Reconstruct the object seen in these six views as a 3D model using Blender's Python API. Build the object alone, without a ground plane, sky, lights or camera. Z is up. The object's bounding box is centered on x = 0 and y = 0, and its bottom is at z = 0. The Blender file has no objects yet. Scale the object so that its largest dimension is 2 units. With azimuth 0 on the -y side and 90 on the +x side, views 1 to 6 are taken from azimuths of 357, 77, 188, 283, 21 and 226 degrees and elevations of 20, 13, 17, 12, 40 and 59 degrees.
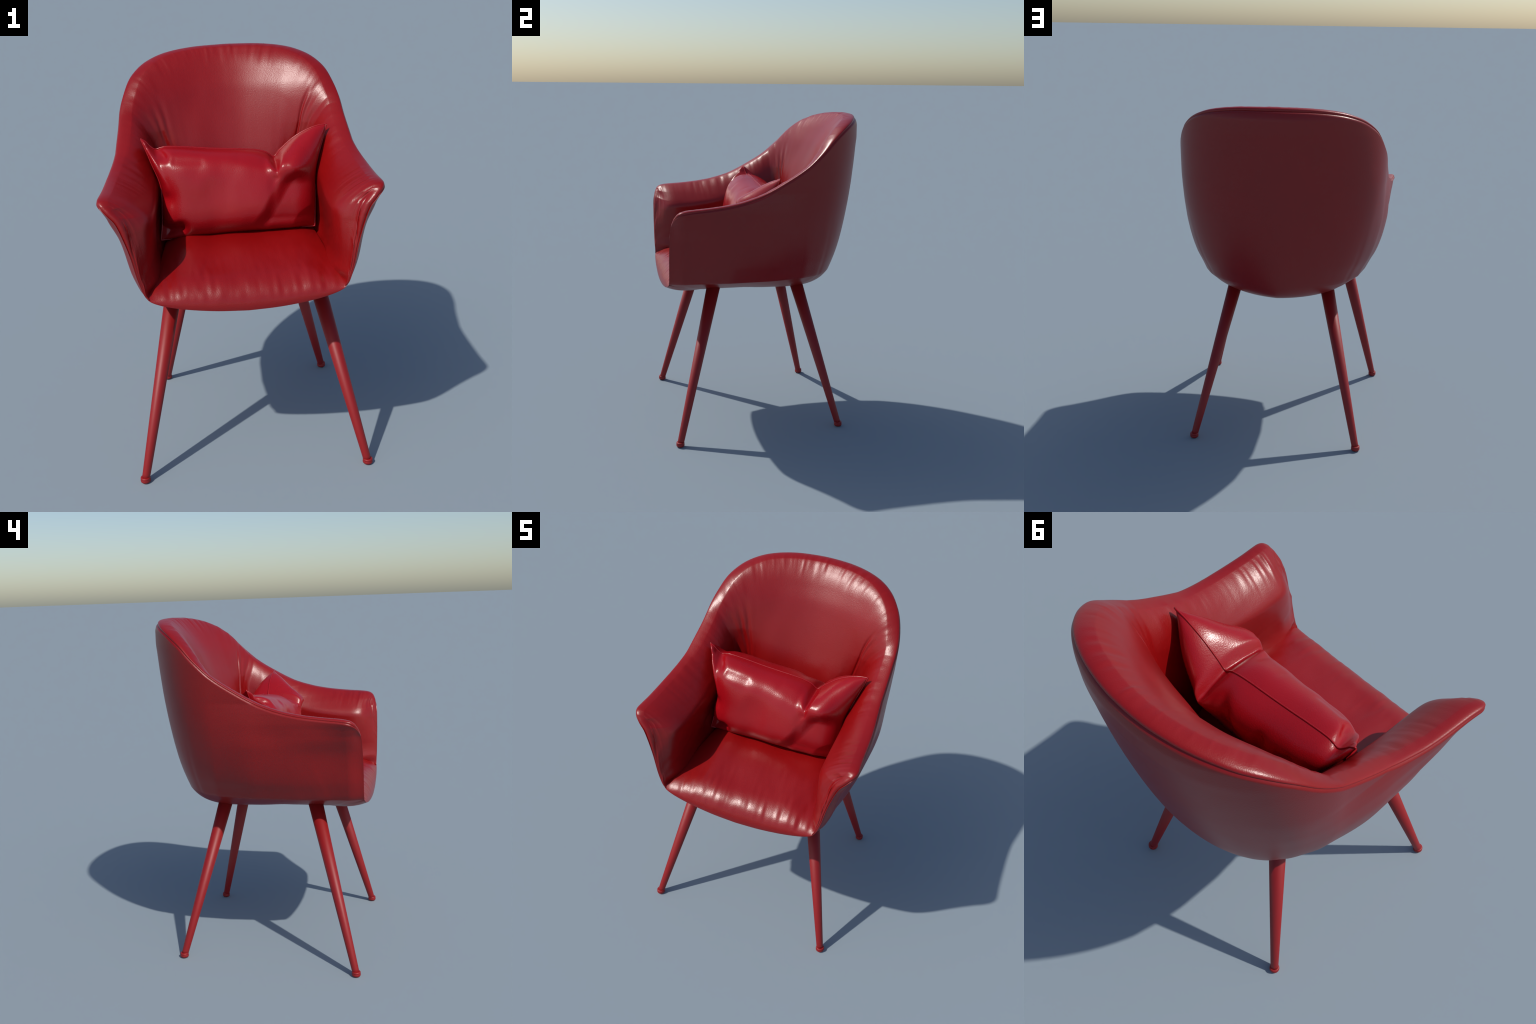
# Red leather tub armchair on four splayed, tapered legs, with a loose leather pillow.
import bpy, math
import numpy as np
from mathutils import Vector, Matrix

# ------------------------------------------------------------------ helpers
def spline(xs, ys):
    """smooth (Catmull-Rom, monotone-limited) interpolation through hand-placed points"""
    xs = np.asarray(xs, float); ys = np.asarray(ys, float)
    o = np.argsort(xs); xs = xs[o]; ys = ys[o]
    h = np.diff(xs); d = np.diff(ys) / h
    m = np.zeros(len(xs))
    m[0], m[-1] = d[0], d[-1]
    for i in range(1, len(xs) - 1):
        if d[i - 1] * d[i] > 0:
            w1 = 2 * h[i] + h[i - 1]; w2 = h[i] + 2 * h[i - 1]
            m[i] = (w1 + w2) / (w1 / d[i - 1] + w2 / d[i])
    def f(x):
        x = np.clip(np.asarray(x, float), xs[0], xs[-1])
        i = np.clip(np.searchsorted(xs, x) - 1, 0, len(xs) - 2)
        t = (x - xs[i]) / h[i]
        return ((1 + 2 * t) * (1 - t) ** 2 * ys[i] + t * (1 - t) ** 2 * h[i] * m[i]
                + t * t * (3 - 2 * t) * ys[i + 1] + t * t * (t - 1) * h[i] * m[i + 1])
    return f

def smooth(a, b, x):
    t = np.clip((np.asarray(x, float) - a) / (b - a), 0, 1)
    return t * t * (3 - 2 * t)

def gauss(x, w):
    return np.exp(-(np.asarray(x) / w) ** 2)

def value_noise(x, y, seed):
    """smooth 2-D lattice noise in -1..1"""
    def hsh(i, j):
        n = np.sin(i * 127.1 + j * 311.7 + seed * 74.7) * 43758.5453
        return (n - np.floor(n)) * 2 - 1
    x = np.asarray(x, float); y = np.asarray(y, float)
    xi, yi = np.floor(x), np.floor(y); fx, fy = x - xi, y - yi
    fx = fx * fx * (3 - 2 * fx); fy = fy * fy * (3 - 2 * fy)
    return ((hsh(xi, yi) * (1 - fx) + hsh(xi + 1, yi) * fx) * (1 - fy)
            + (hsh(xi, yi + 1) * (1 - fx) + hsh(xi + 1, yi + 1) * fx) * fy)

def grid_normals(P):
    du = np.gradient(P, axis=0); dv = np.gradient(P, axis=1)
    n = np.cross(du, dv); l = np.linalg.norm(n, axis=2, keepdims=True)
    return n / np.maximum(l, 1e-9)

def mesh_object(name, verts, faces, mat, parent=None, smooth_shade=True):
    me = bpy.data.meshes.new(name)
    me.from_pydata([tuple(v) for v in verts], [], faces)
    me.update()
    if smooth_shade:
        me.polygons.foreach_set("use_smooth", [True] * len(me.polygons))
    ob = bpy.data.objects.new(name, me)
    bpy.context.scene.collection.objects.link(ob)
    me.materials.append(mat)
    ob.parent = parent
    return ob

def grid_faces(n, m, flip=False, off=0, i0=0, i1=None):
    f = []
    for i in range(i0, (n - 1) if i1 is None else i1):
        for j in range(m - 1):
            a, b, c, d = i * m + j, (i + 1) * m + j, (i + 1) * m + j + 1, i * m + j + 1
            f.append(tuple(off + k for k in ((a, d, c, b) if flip else (a, b, c, d))))
    return f

def tube(name, path, radius, mat, parent, sides=10, closed=False):
    path = np.asarray(path, float)
    n = len(path)
    tang = (np.roll(path, -1, 0) - np.roll(path, 1, 0)) if closed else np.gradient(path, axis=0)
    tang /= np.linalg.norm(tang, axis=1, keepdims=True)
    ref = np.array([0, 0, 1.0]); V = []
    u = np.cross(tang[0], ref); u /= np.linalg.norm(u)
    for k in range(n):
        u = u - tang[k] * (u @ tang[k]); u /= np.linalg.norm(u)
        w = np.cross(tang[k], u)
        for s in range(sides):
            a = 2 * math.pi * s / sides
            V.append(path[k] + radius * (math.cos(a) * u + math.sin(a) * w))
    F = []
    for k in range(n if closed else n - 1):
        for s in range(sides):
            a, b = k * sides + s, k * sides + (s + 1) % sides
            c, d = ((k + 1) % n) * sides + (s + 1) % sides, ((k + 1) % n) * sides + s
            F.append((a, b, c, d))
    return mesh_object(name, V, F, mat, parent)

# ------------------------------------------------------------------ materials
def leather(name, dark, light, rough, grain_scale, grain, coat=0.0):
    m = bpy.data.materials.new(name); m.use_nodes = True
    nt = m.node_tree; N = nt.nodes; L = nt.links
    b = N["Principled BSDF"]
    tc = N.new("ShaderNodeTexCoord")
    big = N.new("ShaderNodeTexNoise"); big.inputs["Scale"].default_value = 2.6; big.inputs["Detail"].default_value = 4
    ramp = N.new("ShaderNodeValToRGB")
    ramp.color_ramp.elements[0].position = 0.3; ramp.color_ramp.elements[0].color = (*dark, 1)
    ramp.color_ramp.elements[1].position = 0.7; ramp.color_ramp.elements[1].color = (*light, 1)
    L.new(tc.outputs["Object"], big.inputs["Vector"]); L.new(big.outputs["Fac"], ramp.inputs["Fac"])
    L.new(ramp.outputs["Color"], b.inputs["Base Color"])
    if grain > 0:
        vor = N.new("ShaderNodeTexVoronoi"); vor.inputs["Scale"].default_value = grain_scale
        nz = N.new("ShaderNodeTexNoise"); nz.inputs["Scale"].default_value = grain_scale * 0.55; nz.inputs["Detail"].default_value = 5
        add = N.new("ShaderNodeMath"); add.operation = "ADD"
        bump = N.new("ShaderNodeBump"); bump.inputs["Strength"].default_value = grain; bump.inputs["Distance"].default_value = 0.0025
        L.new(tc.outputs["Object"], vor.inputs["Vector"]); L.new(tc.outputs["Object"], nz.inputs["Vector"])
        L.new(vor.outputs["Distance"], add.inputs[0]); L.new(nz.outputs["Fac"], add.inputs[1])
        L.new(add.outputs[0], bump.inputs["Height"]); L.new(bump.outputs["Normal"], b.inputs["Normal"])
        rr = N.new("ShaderNodeMapRange")
        rr.inputs["From Min"].default_value = 0.3; rr.inputs["From Max"].default_value = 0.7
        rr.inputs["To Min"].default_value = rough - 0.04; rr.inputs["To Max"].default_value = rough + 0.04
        L.new(big.outputs["Fac"], rr.inputs["Value"]); L.new(rr.outputs["Result"], b.inputs["Roughness"])
    else:
        b.inputs["Roughness"].default_value = rough
    b.inputs["Specular IOR Level"].default_value = 0.5
    b.inputs["Coat Weight"].default_value = coat
    b.inputs["Coat Roughness"].default_value = 0.2
    return m

MAT_SHELL = leather("red_leather_shell", (0.220, 0.0018, 0.0018), (0.245, 0.0022, 0.0022), 0.36, 210, 0.10)
MAT_PAD = leather("red_leather_upholstery", (0.240, 0.0024, 0.0030), (0.268, 0.0030, 0.0036), 0.34, 210, 0.10)
MAT_PILLOW = leather("crimson_leather_pillow", (0.30, 0.0020, 0.0055), (0.335, 0.0026, 0.0070), 0.29, 190, 0.11)
MAT_LEG = leather("red_lacquered_metal", (0.268, 0.0045, 0.0055), (0.285, 0.0050, 0.006), 0.5, 100, 0.0)

# ------------------------------------------------------------------ the tub: shared plan sections
Y0 = 0.20                                    # where the round back ends and the straight arms begin
Z_BASE = 1.00                                # level at which the walls turn under into the bottom
back_y = spline([1.00, 1.05, 1.20, 1.45, 1.70, 1.80, 1.87, 1.93, 1.97, 2.0],
                [0.487, 0.507, 0.551, 0.596, 0.628, 0.638, 0.645, 0.645, 0.634, 0.618])
side_x = spline([1.00, 1.05, 1.11, 1.22, 1.34, 1.45, 1.60, 1.75, 1.90, 2.0],
                [0.432, 0.455, 0.486, 0.524, 0.551, 0.569, 0.582, 0.584, 0.578, 0.570])
front_x = spline([1.00, 1.02, 1.05, 1.11, 1.21, 1.30, 1.37, 1.41, 1.45, 1.50],
                 [0.454, 0.467, 0.478, 0.495, 0.514, 0.539, 0.566, 0.602, 0.642, 0.668])
front_y = spline([1.00, 1.11, 1.22, 1.34, 1.5], [-0.624, -0.628, -0.627, -0.624, -0.622])
belly = spline([1.00, 1.10, 1.30, 1.42, 1.55], [0.062, 0.066, 0.060, 0.040, 0.012])   # the arms swell outwards midway
# top seam height: over the round back by angle, along the arms by y
rim_back = spline([0, 15, 25, 36, 47, 53, 59, 66, 76, 90], [1.981, 1.979, 1.973, 1.960, 1.936, 1.918, 1.894, 1.860, 1.789, 1.695])
rim_arm = spline([0.20, 0.15, 0.07, 0, -0.07, -0.15, -0.22, -0.32, -0.43, -0.51, -0.555, -0.585, -0.603, -0.612, -0.616],
                 [1.695, 1.660, 1.612, 1.573, 1.539, 1.512, 1.494, 1.477, 1.465, 1.458, 1.450, 1.435, 1.410, 1.378, 1.335])

NB, NA = 110, 150
phi_b = np.linspace(0, 90, NB, endpoint=False)
arm_t = 1 - (1 - np.linspace(0, 1, NA)) ** 1.7
arm_t[-1] = 1.0
NC = NB + NA
IS_BACK = np.arange(NC) < NB
ANG = np.concatenate([phi_b, np.full(NA, 90.0)])
ARM = np.concatenate([np.zeros(NB), arm_t])
ARM_Y = 0.20 + (-0.616 - 0.20) * ARM
Z_RIM = np.where(IS_BACK, rim_back(ANG), rim_arm(ARM_Y))

def section(z, swell=1.0):
    """xy of the outer wall; z has shape (NC, rows); swell scales the outward belly of the arms"""
    a = side_x(z); yb = back_y(z); xf = front_x(z); yf = front_y(z)
    ps = np.radians(ANG)[:, None]; t = ARM[:, None]
    e = 2 / (2.0 + 0.06 * smooth(1.15, 1.6, z))
    xb = a * np.sin(ps) ** e; ybk = Y0 + (yb - Y0) * np.maximum(np.cos(ps), 0) ** e
    flare = 0.55 * t ** 1.5 + 0.45 * t ** 3
    u = np.clip((np.where(IS_BACK, ANG / 90, 1 + ARM)[:, None] - 0.80) / 1.20, 0, 1)
    bel = belly(z) * smooth(0, 0.42, u) * (1 - 0.52 * smooth(0.6, 0.92, u)) * smooth(1.0, 0.91, u)
    bel = bel + 0.018 * gauss(z - 1.365, 0.06) * smooth(0.40, 0.75, t) * smooth(1.0, 0.93, t)     # fills the flank behind the tip
    xa = a + (xf - a) * flare + bel * swell
    xb = xb + bel * swell
    ya = Y0 + (yf - Y0) * t
    m = IS_BACK[:, None]
    return np.where(m, xb, xa), np.where(m, ybk, ya)

def inward(X, Y):
    """unit horizontal inward direction along the section"""
    dx = np.gradient(X, axis=0); dy = np.gradient(Y, axis=0)
    nx, ny = dy, -dx
    l = np.hypot(nx, ny) + 1e-9
    nx, ny = nx / l, ny / l
    nx[0] = 0; ny[0] = -1
    return nx, ny

def mirror_grid(P):
    """half grid (column 0 on the x = 0 plane) -> full grid left to right"""
    Q = P[1:][::-1].copy(); Q[..., 0] *= -1
    P = P.copy(); P[0, :, 0] = 0
    return np.concatenate([Q, P], 0)

# the wall unrolled: distance of any wall point from the seam that runs round its edge, and the way out
_rx, _ry = section(Z_RIM[:, None])
RUN = np.cumsum(np.r_[0, np.hypot(np.diff(_rx[:, 0]), np.diff(_ry[:, 0]))])
SEAM2 = np.concatenate([np.stack([RUN, Z_RIM], -1),
                        np.stack([np.full(160, RUN[-1]), np.linspace(Z_RIM[-1], 0.96, 160)], -1)])

def seam_distance(Z):
    e = np.zeros(Z.shape); dh = np.zeros(Z.shape); dz = np.zeros(Z.shape)
    A, B = SEAM2[:-1], SEAM2[1:]
    AB = B - A; L2 = (AB ** 2).sum(1) + 1e-12
    for i in range(NC):
        p = np.stack([np.full(Z.shape[1], RUN[i]), Z[i]], -1)[None]          # 1, rows, 2
        k = np.clip(((p - A[:, None]) * AB[:, None]).sum(-1) / L2[:, None], 0, 1)
        d = A[:, None] + k[..., None] * AB[:, None] - p
        l = np.hypot(d[..., 0], d[..., 1]); m = l.argmin(0); r = np.arange(Z.shape[1])
        e[i] = l[m, r]; dh[i] = d[m, r, 0]; dz[i] = d[m, r, 1]
    n = np.maximum(e, 1e-6)
    out_h = np.where(e > 1e-5, dh / n, 0); out_z = np.where(e > 1e-5, dz / n, 1)
    return e, out_h, out_z

# ------------------------------------------------------------------ outer shell
TUCK = 0.008
def build_outer():
    R = 70
    r = np.linspace(0, 1, R) ** 1.5                       # 0 = rim
    Z = Z_RIM[:, None] - (Z_RIM[:, None] - Z_BASE) * r[None, :]
    X, Y = section(Z)
    nx, ny = inward(X, Y)
    # lip: leather turns in to the seam
    e, _, _ = seam_distance(Z)
    tuck = TUCK * np.clip(1 - e / 0.010, 0, 1) ** 1.8
    # upright soft creases towards the lower back corners
    s = np.cumsum(np.r_[0, np.hypot(np.diff(X[:, 30]), np.diff(Y[:, 30]))])[:, None]
    cr = value_noise(s * 22 + 0 * Z, Z * 2.0, 3) * 0.0022 * smooth(1.45, 1.1, Z) * gauss(s - 0.68, 0.22)
    cr += value_noise(s * 26 + Z * 9, Z * 3.0, 5) * 0.0022 * smooth(1.28, 1.05, Z) * smooth(1.15, 1.35, s)
    X = X + nx * (tuck + cr); Y = Y + ny * (tuck + cr)
    return np.stack([X, Y, Z], -1)

OUT = build_outer()

# bottom loop: back + side from the wall, then the front edge of the seat
front_edge_x = np.array([0.454, 0.442, 0.42, 0.36, 0.24, 0.12, 0.0])
fe_y = spline(front_edge_x, [-0.622, -0.624, -0.626, -0.629, -0.633, -0.636, -0.637])
fe_z = spline(front_edge_x, [1.000, 0.990, 0.979, 0.960, 0.938, 0.926, 0.921])
NF = 60
fx = 0.454 * (1 - np.linspace(0, 1, NF)[1:] ** 1.3)
FRONT = np.stack([fx, fe_y(fx), fe_z(fx)], -1)

def build_bottom():
    loop = np.concatenate([OUT[:, -1], FRONT], 0)
    n = len(loop)
    p_side, p_back, p_front = 2.4, 13.0, 6.0
    p = spline([0, 0.5, 1.0, 1.5, 2.0], [p_back, 7.0, 3.7, p_side, p_side + 0.3])(np.where(IS_BACK, ANG / 90, 1 + ARM))
    p = np.concatenate([p, p_side + (p_front - p_side) * smooth(0.46, 0.25, fx)])
    K = 46
    k = 1 - np.linspace(0, 1, K) ** 1.35
    C = np.array([0, -0.12]); zb = 0.887
    P = np.zeros((n, K, 3))
    for j in range(K):
        P[:, j, :2] = C + (loop[:, :2] - C) * k[j]
        P[:, j, 2] = zb + (loop[:, 2] - zb) * k[j] ** p
    return P

BOT = build_bottom()

# ------------------------------------------------------------------ inner upholstery
def build_inner():
    R = 150
    r = np.linspace(0, 1, R) ** 2.0
    zlow = 1.004
    Z = Z_RIM[:, None] - (Z_RIM[:, None] - zlow) * r[None, :]
    e, oh, oz = seam_distance(Z)
    X, Y = section(Z, 1 - smooth(0.0, 0.14, e))                 # the pad leaves the swollen shell behind
    nx, ny = inward(*section(Z, 0.0))
    tx, ty = -ny, nx                                            # along the section, towards the arm front
    e_top = Z_RIM[:, None] - Z
    e_fr = np.where(IS_BACK[:, None], 9.0, (Y - front_y(Z)))
    t = ARM[:, None]
    # pad section by station round the rim (0 back .. 1 side .. 2 arm front):
    # depth of the rounded edge, width of the rounding, further growth with depth, swell past the seam
    st = np.where(IS_BACK, ANG / 90, 1 + ARM)[:, None]
    rnd = spline([0, 0.15, 0.5, 0.8, 1.0, 1.3, 1.7, 2.0], [0.152, 0.152, 0.145, 0.134, 0.122, 0.130, 0.130, 0.115])(st)
    wid = spline([0, 0.15, 0.6, 1.0, 1.5, 2.0], [0.21, 0.21, 0.18, 0.14, 0.135, 0.15])(st)
    gro = spline([0, 0.15, 0.5, 0.8, 1.0, 1.3, 1.7, 2.0], [0.45, 0.45, 0.41, 0.31, 0.20, 0.28, 0.32, 0.30])(st)
    bow = 0.60 + 0.30 * smooth(0.4, 0.95, st) + 0.85 * smooth(1, 1.3, st)
    upw = spline([0, 0.5, 1.0, 1.5, 2.0], [0.034, 0.030, 0.018, 0.019, 0.024])(st)
    q = np.clip(e / wid, 0, 1); q0 = 1 / 9.0
    soft = 0.45 * smooth(1.15, 1.6, st)                          # the arms round over more gently than the back
    def rounding(q):
        return (1 - soft) * np.sqrt(np.maximum(1 - (1 - q) ** 2, 0)) + soft * (1 - (1 - q) ** 2)
    rt = rounding(q)
    rf = 1 - (1 - np.clip(e_fr / 0.34, 0, 1)) ** 2
    T = rnd * rt + gro * np.maximum(e_top - bow * e_top ** 2, -0.05) * rf
    sq = np.sqrt(q)
    al = np.clip(np.sqrt(q / q0), 0, 1) * np.pi / 2             # the last centimetre is a tight roll that overhangs the seam a little
    edge = q < q0
    rt0 = rounding(q0)
    over = 0.006 * np.sin(2 * al) * edge
    T = np.where(edge, rnd * rt0 * (1 - np.cos(al)) + np.maximum(T - rnd * rt, 0), T) - over
    swell = np.where(edge, upw * np.sin(al), upw * 6.75 * sq * (1 - sq) ** 2)
    # arms: small roll at the seam, then a full smooth pad that thins towards the seat and the front
    para = lambda e, w: 1 - (1 - np.clip(e / w, 0, 1)) ** 3
    al2 = np.clip(np.sqrt(e / 0.012), 0, 1) * np.pi / 2
    lean = 1 - smooth(1.43, 1.05, Z) * (0.72 - 0.10 * smooth(0.4, 0.9, t))
    below = smooth(0.02, 0.14, e_top)                           # the tip itself keeps its full roll
    bead = (1 - 0.55 * smooth(0.28, 0.02, e_fr) * below) * (1 - 0.6 * smooth(0.7, 1.0, t) * smooth(1.25, 1.02, Z))
    T_arm = bead * (0.019 * (1 - np.cos(al2)) - 0.004 * np.sin(2 * al2)) + 0.128 * para(e_top, 0.145) * para(e_fr, 0.19) * lean
    T_arm = T_arm * (1 - smooth(0.8, 1.0, t) * smooth(1.07, 1.005, Z))
    low = 1 - 0.8 * smooth(0.8, 1.0, t) * smooth(1.25, 1.0, Z)
    swell_arm = upw * low * (1 - 0.6 * smooth(0.14, 0.02, e_fr) * below) * np.where(e < 0.012, np.sin(al2), 1 - smooth(0.012, 0.10, e))
    k = smooth(1.0, 1.45, st)
    T = (1 - k) * T + k * T_arm + TUCK
    swell = (1 - k) * swell + k * swell_arm
    D = np.stack([nx * T + tx * oh * swell, ny * T + ty * oh * swell, oz * swell], -1)
    return np.stack([X, Y, Z], -1) + D, e, e_top

INN, INN_E, INN_TOP = build_inner()

# ------------------------------------------------------------------ seat
def build_seat():
    NS, NR = 181, 110
    s = np.linspace(-1, 1, NS)
    v = np.linspace(0, 1, NR)
    # half width of the seat where it dips into the crease against the arms, by y
    half = spline([-0.65, -0.61, -0.5, -0.3, -0.14, 0.05, 0.25, 0.36], [0.462, 0.458, 0.444, 0.421, 0.405, 0.395, 0.36, 0.30])
    crease = spline([-0.65, -0.6, -0.45, -0.14, 0.3], [1.005, 1.022, 1.048, 1.085, 1.09])
    crown = spline([-0.66, -0.60, -0.5, -0.3, -0.1, 0.3], [0.016, 0.018, 0.027, 0.045, 0.050, 0.04])
    P = np.zeros((NS, NR, 3))
    for i, si in enumerate(s):
        x0 = abs(si) * 0.454
        ya, za = float(fe_y(x0)), float(fe_z(x0))
        yt = ya + 0.130                                   # where the bullnose reaches the flat top
        edge = abs(si)
        dome = 1 - edge ** 6
        lip = 0.030 * float(smooth(0.955, 1.0, edge))          # the edge turns down into the crease
        for j, vj in enumerate(v):
            if vj < 0.38:                                 # bullnose: super-quarter round up from the seam
                a = vj / 0.38 * math.pi / 2
                y = yt - (yt - ya + 0.002) * math.cos(a) ** 0.80 - 0.009 * math.sin(2 * a) * dome
                zt = float(crease(y)) + float(crown(y)) * dome
                z = za + (zt - za) * math.sin(a) ** 1.05
                W = 0.454 + (float(half(y)) - 0.454) * math.sin(a)
            else:
                y = yt + (0.36 - yt) * (vj - 0.38) / 0.62
                z = float(crease(y)) + float(crown(y)) * dome
                W = float(half(y))
            P[i, j] = (si * W, y, z - lip * float(smooth(0.2, 0.45, vj)))
    X, Y, Z = P[..., 0], P[..., 1], P[..., 2]
    n = grid_normals(P)
    if n[NS // 2, NR - 3, 2] < 0: n = -n
    vv = v[None, :] + 0 * X
    near = smooth(0.06, 0.2, vv) * smooth(0.62, 0.30, vv)
    w = value_noise(X * 24, Y * 9, 21) * 0.6 + value_noise(X * 46 + Y * 4, Y * 12, 22) * 0.4
    sd = 0.6 + 0.7 * np.abs(X) / 0.46
    D = 0.0042 * near * w * sd
    D += 0.0075 * value_noise(X * 8.5 + 3.3 + 0.6 * Y, Y * 1.6, 23) * smooth(0.25, 0.45, vv)    # long soft pulls, front to back
    return P + n * D[..., None]

SEAT = build_seat()

# ------------------------------------------------------------------ assemble the tub
def empty(name, loc=(0, 0, 0)):
    e = bpy.data.objects.new(name, None); e.location = loc
    bpy.context.scene.collection.objects.link(e)
    return e

chair = empty("armchair")
chair["label"] = "red leather tub armchair on four splayed tapered legs"
chair["category"] = "armchair"

# outer shell = wall + bottom, welded
Gw = mirror_grid(OUT); n, m, _ = Gw.shape
V = list(Gw.reshape(-1, 3)); F = grid_faces(n, m)
half_loop = BOT                                            # back centre .. right side .. front centre
L = half_loop[1:-1][::-1].copy(); L[..., 0] *= -1
Gb = np.concatenate([half_loop, L], 0)                     # closed ring, both halves
nb, mb, _ = Gb.shape
off = len(V)
V += list(Gb.reshape(-1, 3))
for i in range(nb):
    for j in range(mb - 1):
        a, b = i * mb + j, ((i + 1) % nb) * mb + j
        F.append((off + a, off + b, off + b + 1, off + a + 1))
shell = mesh_object("outer_shell", V, F, MAT_SHELL, chair)
import bmesh
def weld(ob, dist=1e-4):
    bm = bmesh.new(); bm.from_mesh(ob.data)
    bmesh.ops.remove_doubles(bm, verts=bm.verts, dist=dist)
    bmesh.ops.recalc_face_normals(bm, faces=bm.faces)
    for f in bm.faces: f.smooth = True
    bm.to_mesh(ob.data); bm.free()
weld(shell)

# inner pad, cut into backrest and two armrests that share one surface and its normals
Gi = mirror_grid(INN); n, m, _ = Gi.shape
def add_wrinkles(P):
    full = lambda A: np.concatenate([A[1:][::-1], A], 0)
    e, et = full(INN_E), full(INN_TOP)
    s = np.concatenate([-RUN[1:][::-1], RUN])[:, None]          # run along the rim, negative on the sitter's right
    nn = grid_normals(P)
    if nn[n // 2, m // 2, 1] > 0: nn = -nn
    # short puckers running across the rolled edge
    amp = (0.0028 + 0.0012 * smooth(0.5, 0.8, np.abs(s))) * smooth(0.004, 0.02, e) * smooth(0.11, 0.025, e) * smooth(RUN[-1] - 0.01, RUN[-1] - 0.07, np.abs(s))
    w = value_noise(s * 36 + e * 6 + 50, e * 6, 11) * 0.6 + value_noise(s * 74 + 90, e * 9, 12) * 0.4
    D = amp * w * (0.6 + 0.5 * value_noise(s * 4 + 20, 0 * e, 7))
    fr = smooth(RUN[-1] - 0.16, RUN[-1] - 0.10, np.abs(s)) * smooth(0.004, 0.02, e) * smooth(0.09, 0.03, e) * smooth(0.06, 0.12, et)
    D += 0.0016 * fr * value_noise(et * 46 + np.sign(s) * 31, e * 8, 19)
    # soft folds where the back turns into the arms: (run, lean, depth, width, from, to)
    for sa, lean, depth, width, e0, e1 in ((0.64, 0.03, 0.0070, 0.011, 0.06, 0.60), (0.70, -0.14, 0.0035, 0.016, 0.02, 0.36), (0.77, -0.24, 0.0035, 0.013, 0.02, 0.30),
                                           (-0.59, -0.06, 0.0035, 0.026, 0.08, 0.65), (-0.67, 0.00, 0.0055, 0.020, 0.08, 0.60), (-0.75, 0.18, 0.0030, 0.014, 0.02, 0.30)):
        d = s - (sa + lean * et) + 0.008 * value_noise(et * 9, 0 * s + sa * 7, 41)
        D -= depth * (gauss(d, width) - 0.5 * gauss(d - 2.0 * width, 1.4 * width)) * smooth(e0, e0 + 0.10, et) * smooth(e1, e1 - 0.25, et)
    # creases on the inner faces of the arms, low and near the front
    D += 0.0018 * value_noise(s * 9 + et * 22, et * 10, 15) * smooth(0.95, 1.15, np.abs(s)) * smooth(0.12, 0.3, et) * smooth(0.03, 0.08, e)
    D += 0.002 * value_noise(s * 7 + 3, et * 5 + 8, 16) * smooth(0.02, 0.1, e)
    D[0] = D[-1] = 0
    return P + nn * D[..., None]
Gi = add_wrinkles(Gi)
nor = grid_normals(Gi).reshape(-1, 3)
if nor[(n // 2) * m + m // 2][1] > 0: nor = -nor
cut = NB + 18
mid = n // 2
def pad_part(name, i0, i1):
    Pv = Gi[i0:i1 + 1].reshape(-1, 3)
    ob = mesh_object(name, Pv, grid_faces(i1 - i0 + 1, m, flip=True), MAT_PAD, chair)
    ob.data.normals_split_custom_set_from_vertices([tuple(v) for v in nor[i0 * m:(i1 + 1) * m]])
    return ob
pad_part("backrest", mid - cut, mid + cut)
pad_part("armrest", mid + cut, n - 1)
pad_part("armrest", 0, mid - cut)

n, m, _ = SEAT.shape
seat = mesh_object("seat", SEAT.reshape(-1, 3), grid_faces(n, m), MAT_PAD, chair)

# ------------------------------------------------------------------ legs
def lathe(name, prof, mat, parent, sides=48):
    V, F = [], []
    for r, z in prof:
        for s in range(sides):
            a = 2 * math.pi * s / sides
            V.append((r * math.cos(a), r * math.sin(a), z))
    for k in range(len(prof) - 1):
        for s in range(sides):
            F.append((k * sides + s, k * sides + (s + 1) % sides, (k + 1) * sides + (s + 1) % sides, (k + 1) * sides + s))
    F.append(tuple(reversed(range(sides))))
    F.append(tuple((len(prof) - 1) * sides + s for s in range(sides)))
    return mesh_object(name, V, F, mat, parent)

foot_prof = [(0.016, 0.0), (0.021, 0.001), (0.0245, 0.005), (0.0255, 0.010), (0.0255, 0.014), (0.0245, 0.0165),
             (0.0238, 0.0175), (0.0245, 0.0185), (0.0250, 0.022), (0.0243, 0.026), (0.0220, 0.0285), (0.0195, 0.029)]
leg_mesh = foot_mesh = None
for fx_, fy_, tx, ty in ((0.563, -0.585, 0.357, -0.350), (-0.563, -0.585, -0.357, -0.350), (0.486, 0.456, 0.277, 0.220), (-0.486, 0.456, -0.277, 0.220)):
    a = Vector((fx_, fy_, 0.012)); b = Vector((tx, ty, 0.90)); b = a + (b - a) * 1.06
    d = b - a; ln = d.length
    rot = d.to_track_quat('Z', 'Y').to_matrix().to_4x4()
    leg = lathe("leg", [(0.0200, 0.0), (0.0205, 0.03), (0.0418, ln)], MAT_LEG, chair)
    leg.matrix_world = Matrix.Translation(a) @ rot
    ft = lathe("foot", foot_prof, MAT_LEG, leg)
    tilt = Matrix.Rotation(0.35 * d.angle(Vector((0, 0, 1))), 4, Vector((0, 0, 1)).cross(d))
    ft.matrix_parent_inverse = Matrix.Identity(4)
    ft.matrix_basis = leg.matrix_world.inverted() @ Matrix.Translation((fx_, fy_, 0.0))

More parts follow.
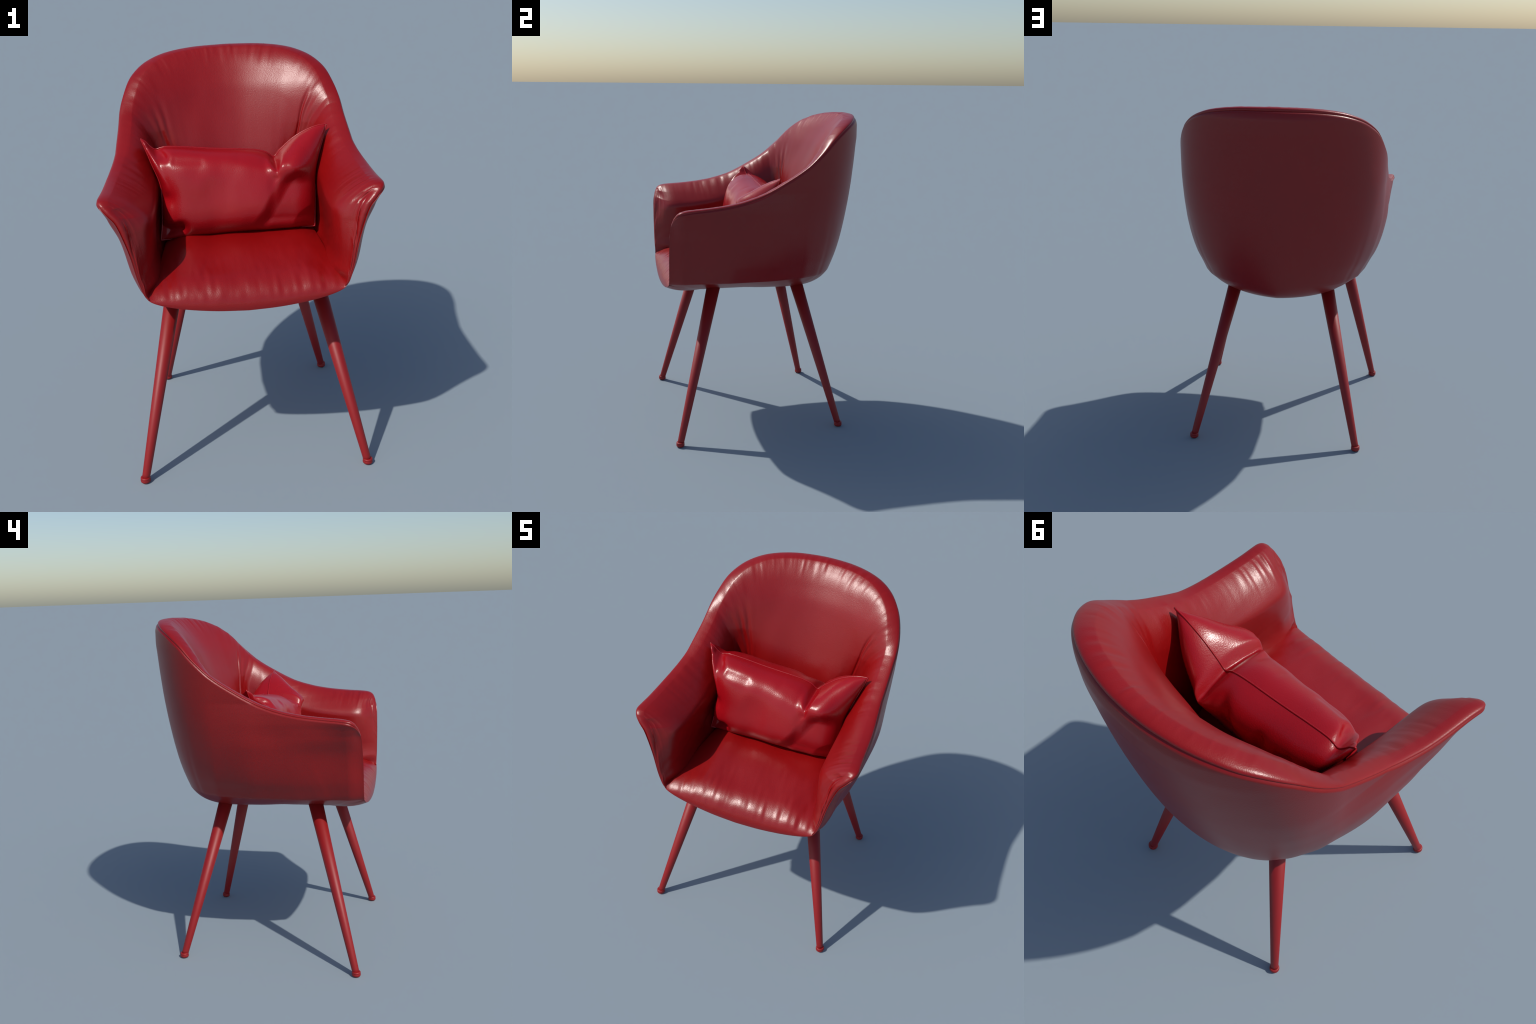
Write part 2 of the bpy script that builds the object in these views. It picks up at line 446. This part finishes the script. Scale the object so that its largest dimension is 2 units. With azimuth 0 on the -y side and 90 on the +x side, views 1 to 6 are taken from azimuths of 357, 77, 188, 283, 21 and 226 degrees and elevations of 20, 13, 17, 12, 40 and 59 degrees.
# ------------------------------------------------------------------ pillow
def polyline_spline(pts, n):
    """centripetal-ish smooth curve through 3-D control points, n samples by arc length"""
    pts = np.asarray(pts, float)
    t = np.r_[0, np.cumsum(np.linalg.norm(np.diff(pts, axis=0), axis=1))]
    u = np.linspace(0, t[-1], n)
    return np.stack([spline(t, pts[:, k])(u) for k in range(3)], -1)

def build_pillow():
    N, M = 150, 110
    BL = (-0.405, -0.120, 1.112); TL = (-0.469, 0.016, 1.609)
    BR = (0.385, -0.110, 1.130); TR = (0.479, 0.050, 1.622)
    top = polyline_spline([TL, (-0.450, 0.018, 1.596), (-0.425, 0.024, 1.566), (-0.401, 0.030, 1.549), (-0.375, 0.029, 1.556), (-0.350, 0.028, 1.560),
                           (-0.257, 0.030, 1.553), (-0.140, 0.033, 1.538), (-0.03, 0.036, 1.527), (0.05, 0.038, 1.520), (0.11, 0.040, 1.512), (0.16, 0.041, 1.497),
                           (0.199, 0.043, 1.471), (0.238, 0.046, 1.507), (0.317, 0.050, 1.569), (0.375, 0.051, 1.598), (0.426, 0.051, 1.615), TR], N)
    bot = polyline_spline([BL, (-0.2, -0.08, 1.110), (0.0, -0.07, 1.115), (0.2, -0.08, 1.12), BR], N)
    left = polyline_spline([BL, (-0.390, -0.09, 1.22), (-0.385, -0.05, 1.35), (-0.430, -0.01, 1.50), TL], M)
    right = polyline_spline([BR, (0.395, -0.07, 1.25), (0.41, -0.02, 1.40), (0.455, 0.03, 1.55), TR], M)
    # bilinear Coons patch for the membrane between the seams
    S = np.linspace(0, 1, N)[:, None, None]; Tt = np.linspace(0, 1, M)[None, :, None]
    mem = ((1 - Tt) * bot[:, None] + Tt * top[:, None] + (1 - S) * left[None] + S * right[None]
           - ((1 - S) * (1 - Tt) * bot[0] + S * (1 - Tt) * bot[-1] + (1 - S) * Tt * top[0] + S * Tt * top[-1]))
    X, Z = mem[..., 0], mem[..., 2]
    a = 2 * S[..., 0] - 1 + 0 * X; b = 2 * Tt[..., 0] - 1 + 0 * X
    body = (1 - np.abs(a) ** 6) * np.where(b > 0, 1 - np.abs(b) ** (4 + 10 * gauss(X - 0.2, 0.03)), 1 - np.abs(b) ** 3)
    body = np.maximum(body, 0) ** 0.5 * (1 - 0.10 * a * a)
    for c, reach in ((TR, 0.28), (BL, 0.12), (BR, 0.12)):      # corners taper to points like cones
        body = body * np.minimum(1, (np.hypot(X - c[0], Z - c[2]) + 0.002) / reach) ** 0.36
    def seg(x0, z0, x1, z1, w):
        """gaussian groove along a segment in the x-z plane"""
        dx, dz = x1 - x0, z1 - z0; L2 = dx * dx + dz * dz
        k = np.clip(((X - x0) * dx + (Z - z0) * dz) / L2, 0, 1)
        return gauss(np.hypot(X - x0 - k * dx, Z - z0 - k * dz), w)
    tilt = np.array([0, -0.985, 0.12])                   # outward normal of the front face (leans back)
    front = 0.160 * body
    front += 0.024 * smooth(-0.15, 0.15, X) * body
    side = ((X - 0.25) * 0.83 - (Z - 1.40) * 0.56)                # signed distance right of a slack fold running down-left
    front -= 0.036 * smooth(-0.035, 0.045, side) * smooth(1.45, 1.35, Z) * smooth(1.12, 1.2, Z) * body
    front += 0.026 * seg(0.20, 1.46, 0.30, 1.45, 0.06) * body
    front -= 0.035 * seg(-0.42, 1.57, -0.36, 1.52, 0.022)         # dimple behind the left ear
    front -= 0.050 * seg(-0.40, 1.16, -0.30, 1.17, 0.03)          # tuck at the lower left
    front -= 0.025 * seg(-0.40, 1.33, -0.36, 1.32, 0.03)
    back = 0.175 * body
    back -= 0.018 * seg(0.10, 1.48, 0.08, 1.36, 0.03)
    back -= 0.014 * seg(-0.12, 1.46, -0.10, 1.34, 0.025)
    back -= 0.012 * seg(-0.22, 1.45, -0.22, 1.35, 0.03)
    soft = (value_noise(X * 7, Z * 7, 31) * 0.006 + value_noise(X * 15 + 4, Z * 11, 33) * 0.0025) * body
    front -= 0.010 * seg(0.02, 1.50, 0.13, 1.47, 0.025) * body + 0.008 * seg(-0.30, 1.50, -0.18, 1.49, 0.022) * body
    back -= 0.016 * seg(0.06, 1.46, 0.02, 1.34, 0.022) * body + 0.014 * seg(-0.27, 1.47, -0.20, 1.38, 0.022) * body
    rim = np.minimum(1, (1 - np.maximum(np.abs(a), np.abs(b))) * 14)
    front = np.maximum(front + soft, 0.012 * rim); back = np.maximum(back - soft, 0.012 * rim)
    front[0] = front[-1] = 0; front[:, 0] = front[:, -1] = 0
    back[0] = back[-1] = 0; back[:, 0] = back[:, -1] = 0
    Pf = mem + front[..., None] * tilt
    Pb = mem - back[..., None] * (tilt * np.array([1, 1, 0.6]))
    # both faces sink towards the notch in the top, making a valley from front to back
    for Q in (Pf, Pb):
        d = Q[..., 0] - 0.199
        Q[..., 2] -= 0.030 * np.exp(-np.abs(d) / np.where(d < 0, 0.05, 0.02)) * smooth(1.38, 1.46, Q[..., 2]) * np.minimum(1, body * 1.4)
    ring = np.concatenate([bot, right[1:], top[::-1][1:], left[::-1][1:-1]])
    return Pf, Pb, ring

Pf, Pb, ring = build_pillow()
n, m, _ = Pf.shape
V = list(Pf.reshape(-1, 3)) + list(Pb.reshape(-1, 3))
F = grid_faces(n, m) + grid_faces(n, m, flip=True, off=n * m)
pillow = mesh_object("pillow", V, F, MAT_PILLOW)
weld(pillow, 1e-5)
pillow["label"] = "small crimson leather pillow with pinched pointed corners"
pillow["category"] = "pillow"
tube("piping", ring, 0.0042, MAT_PILLOW, pillow, sides=8, closed=True)
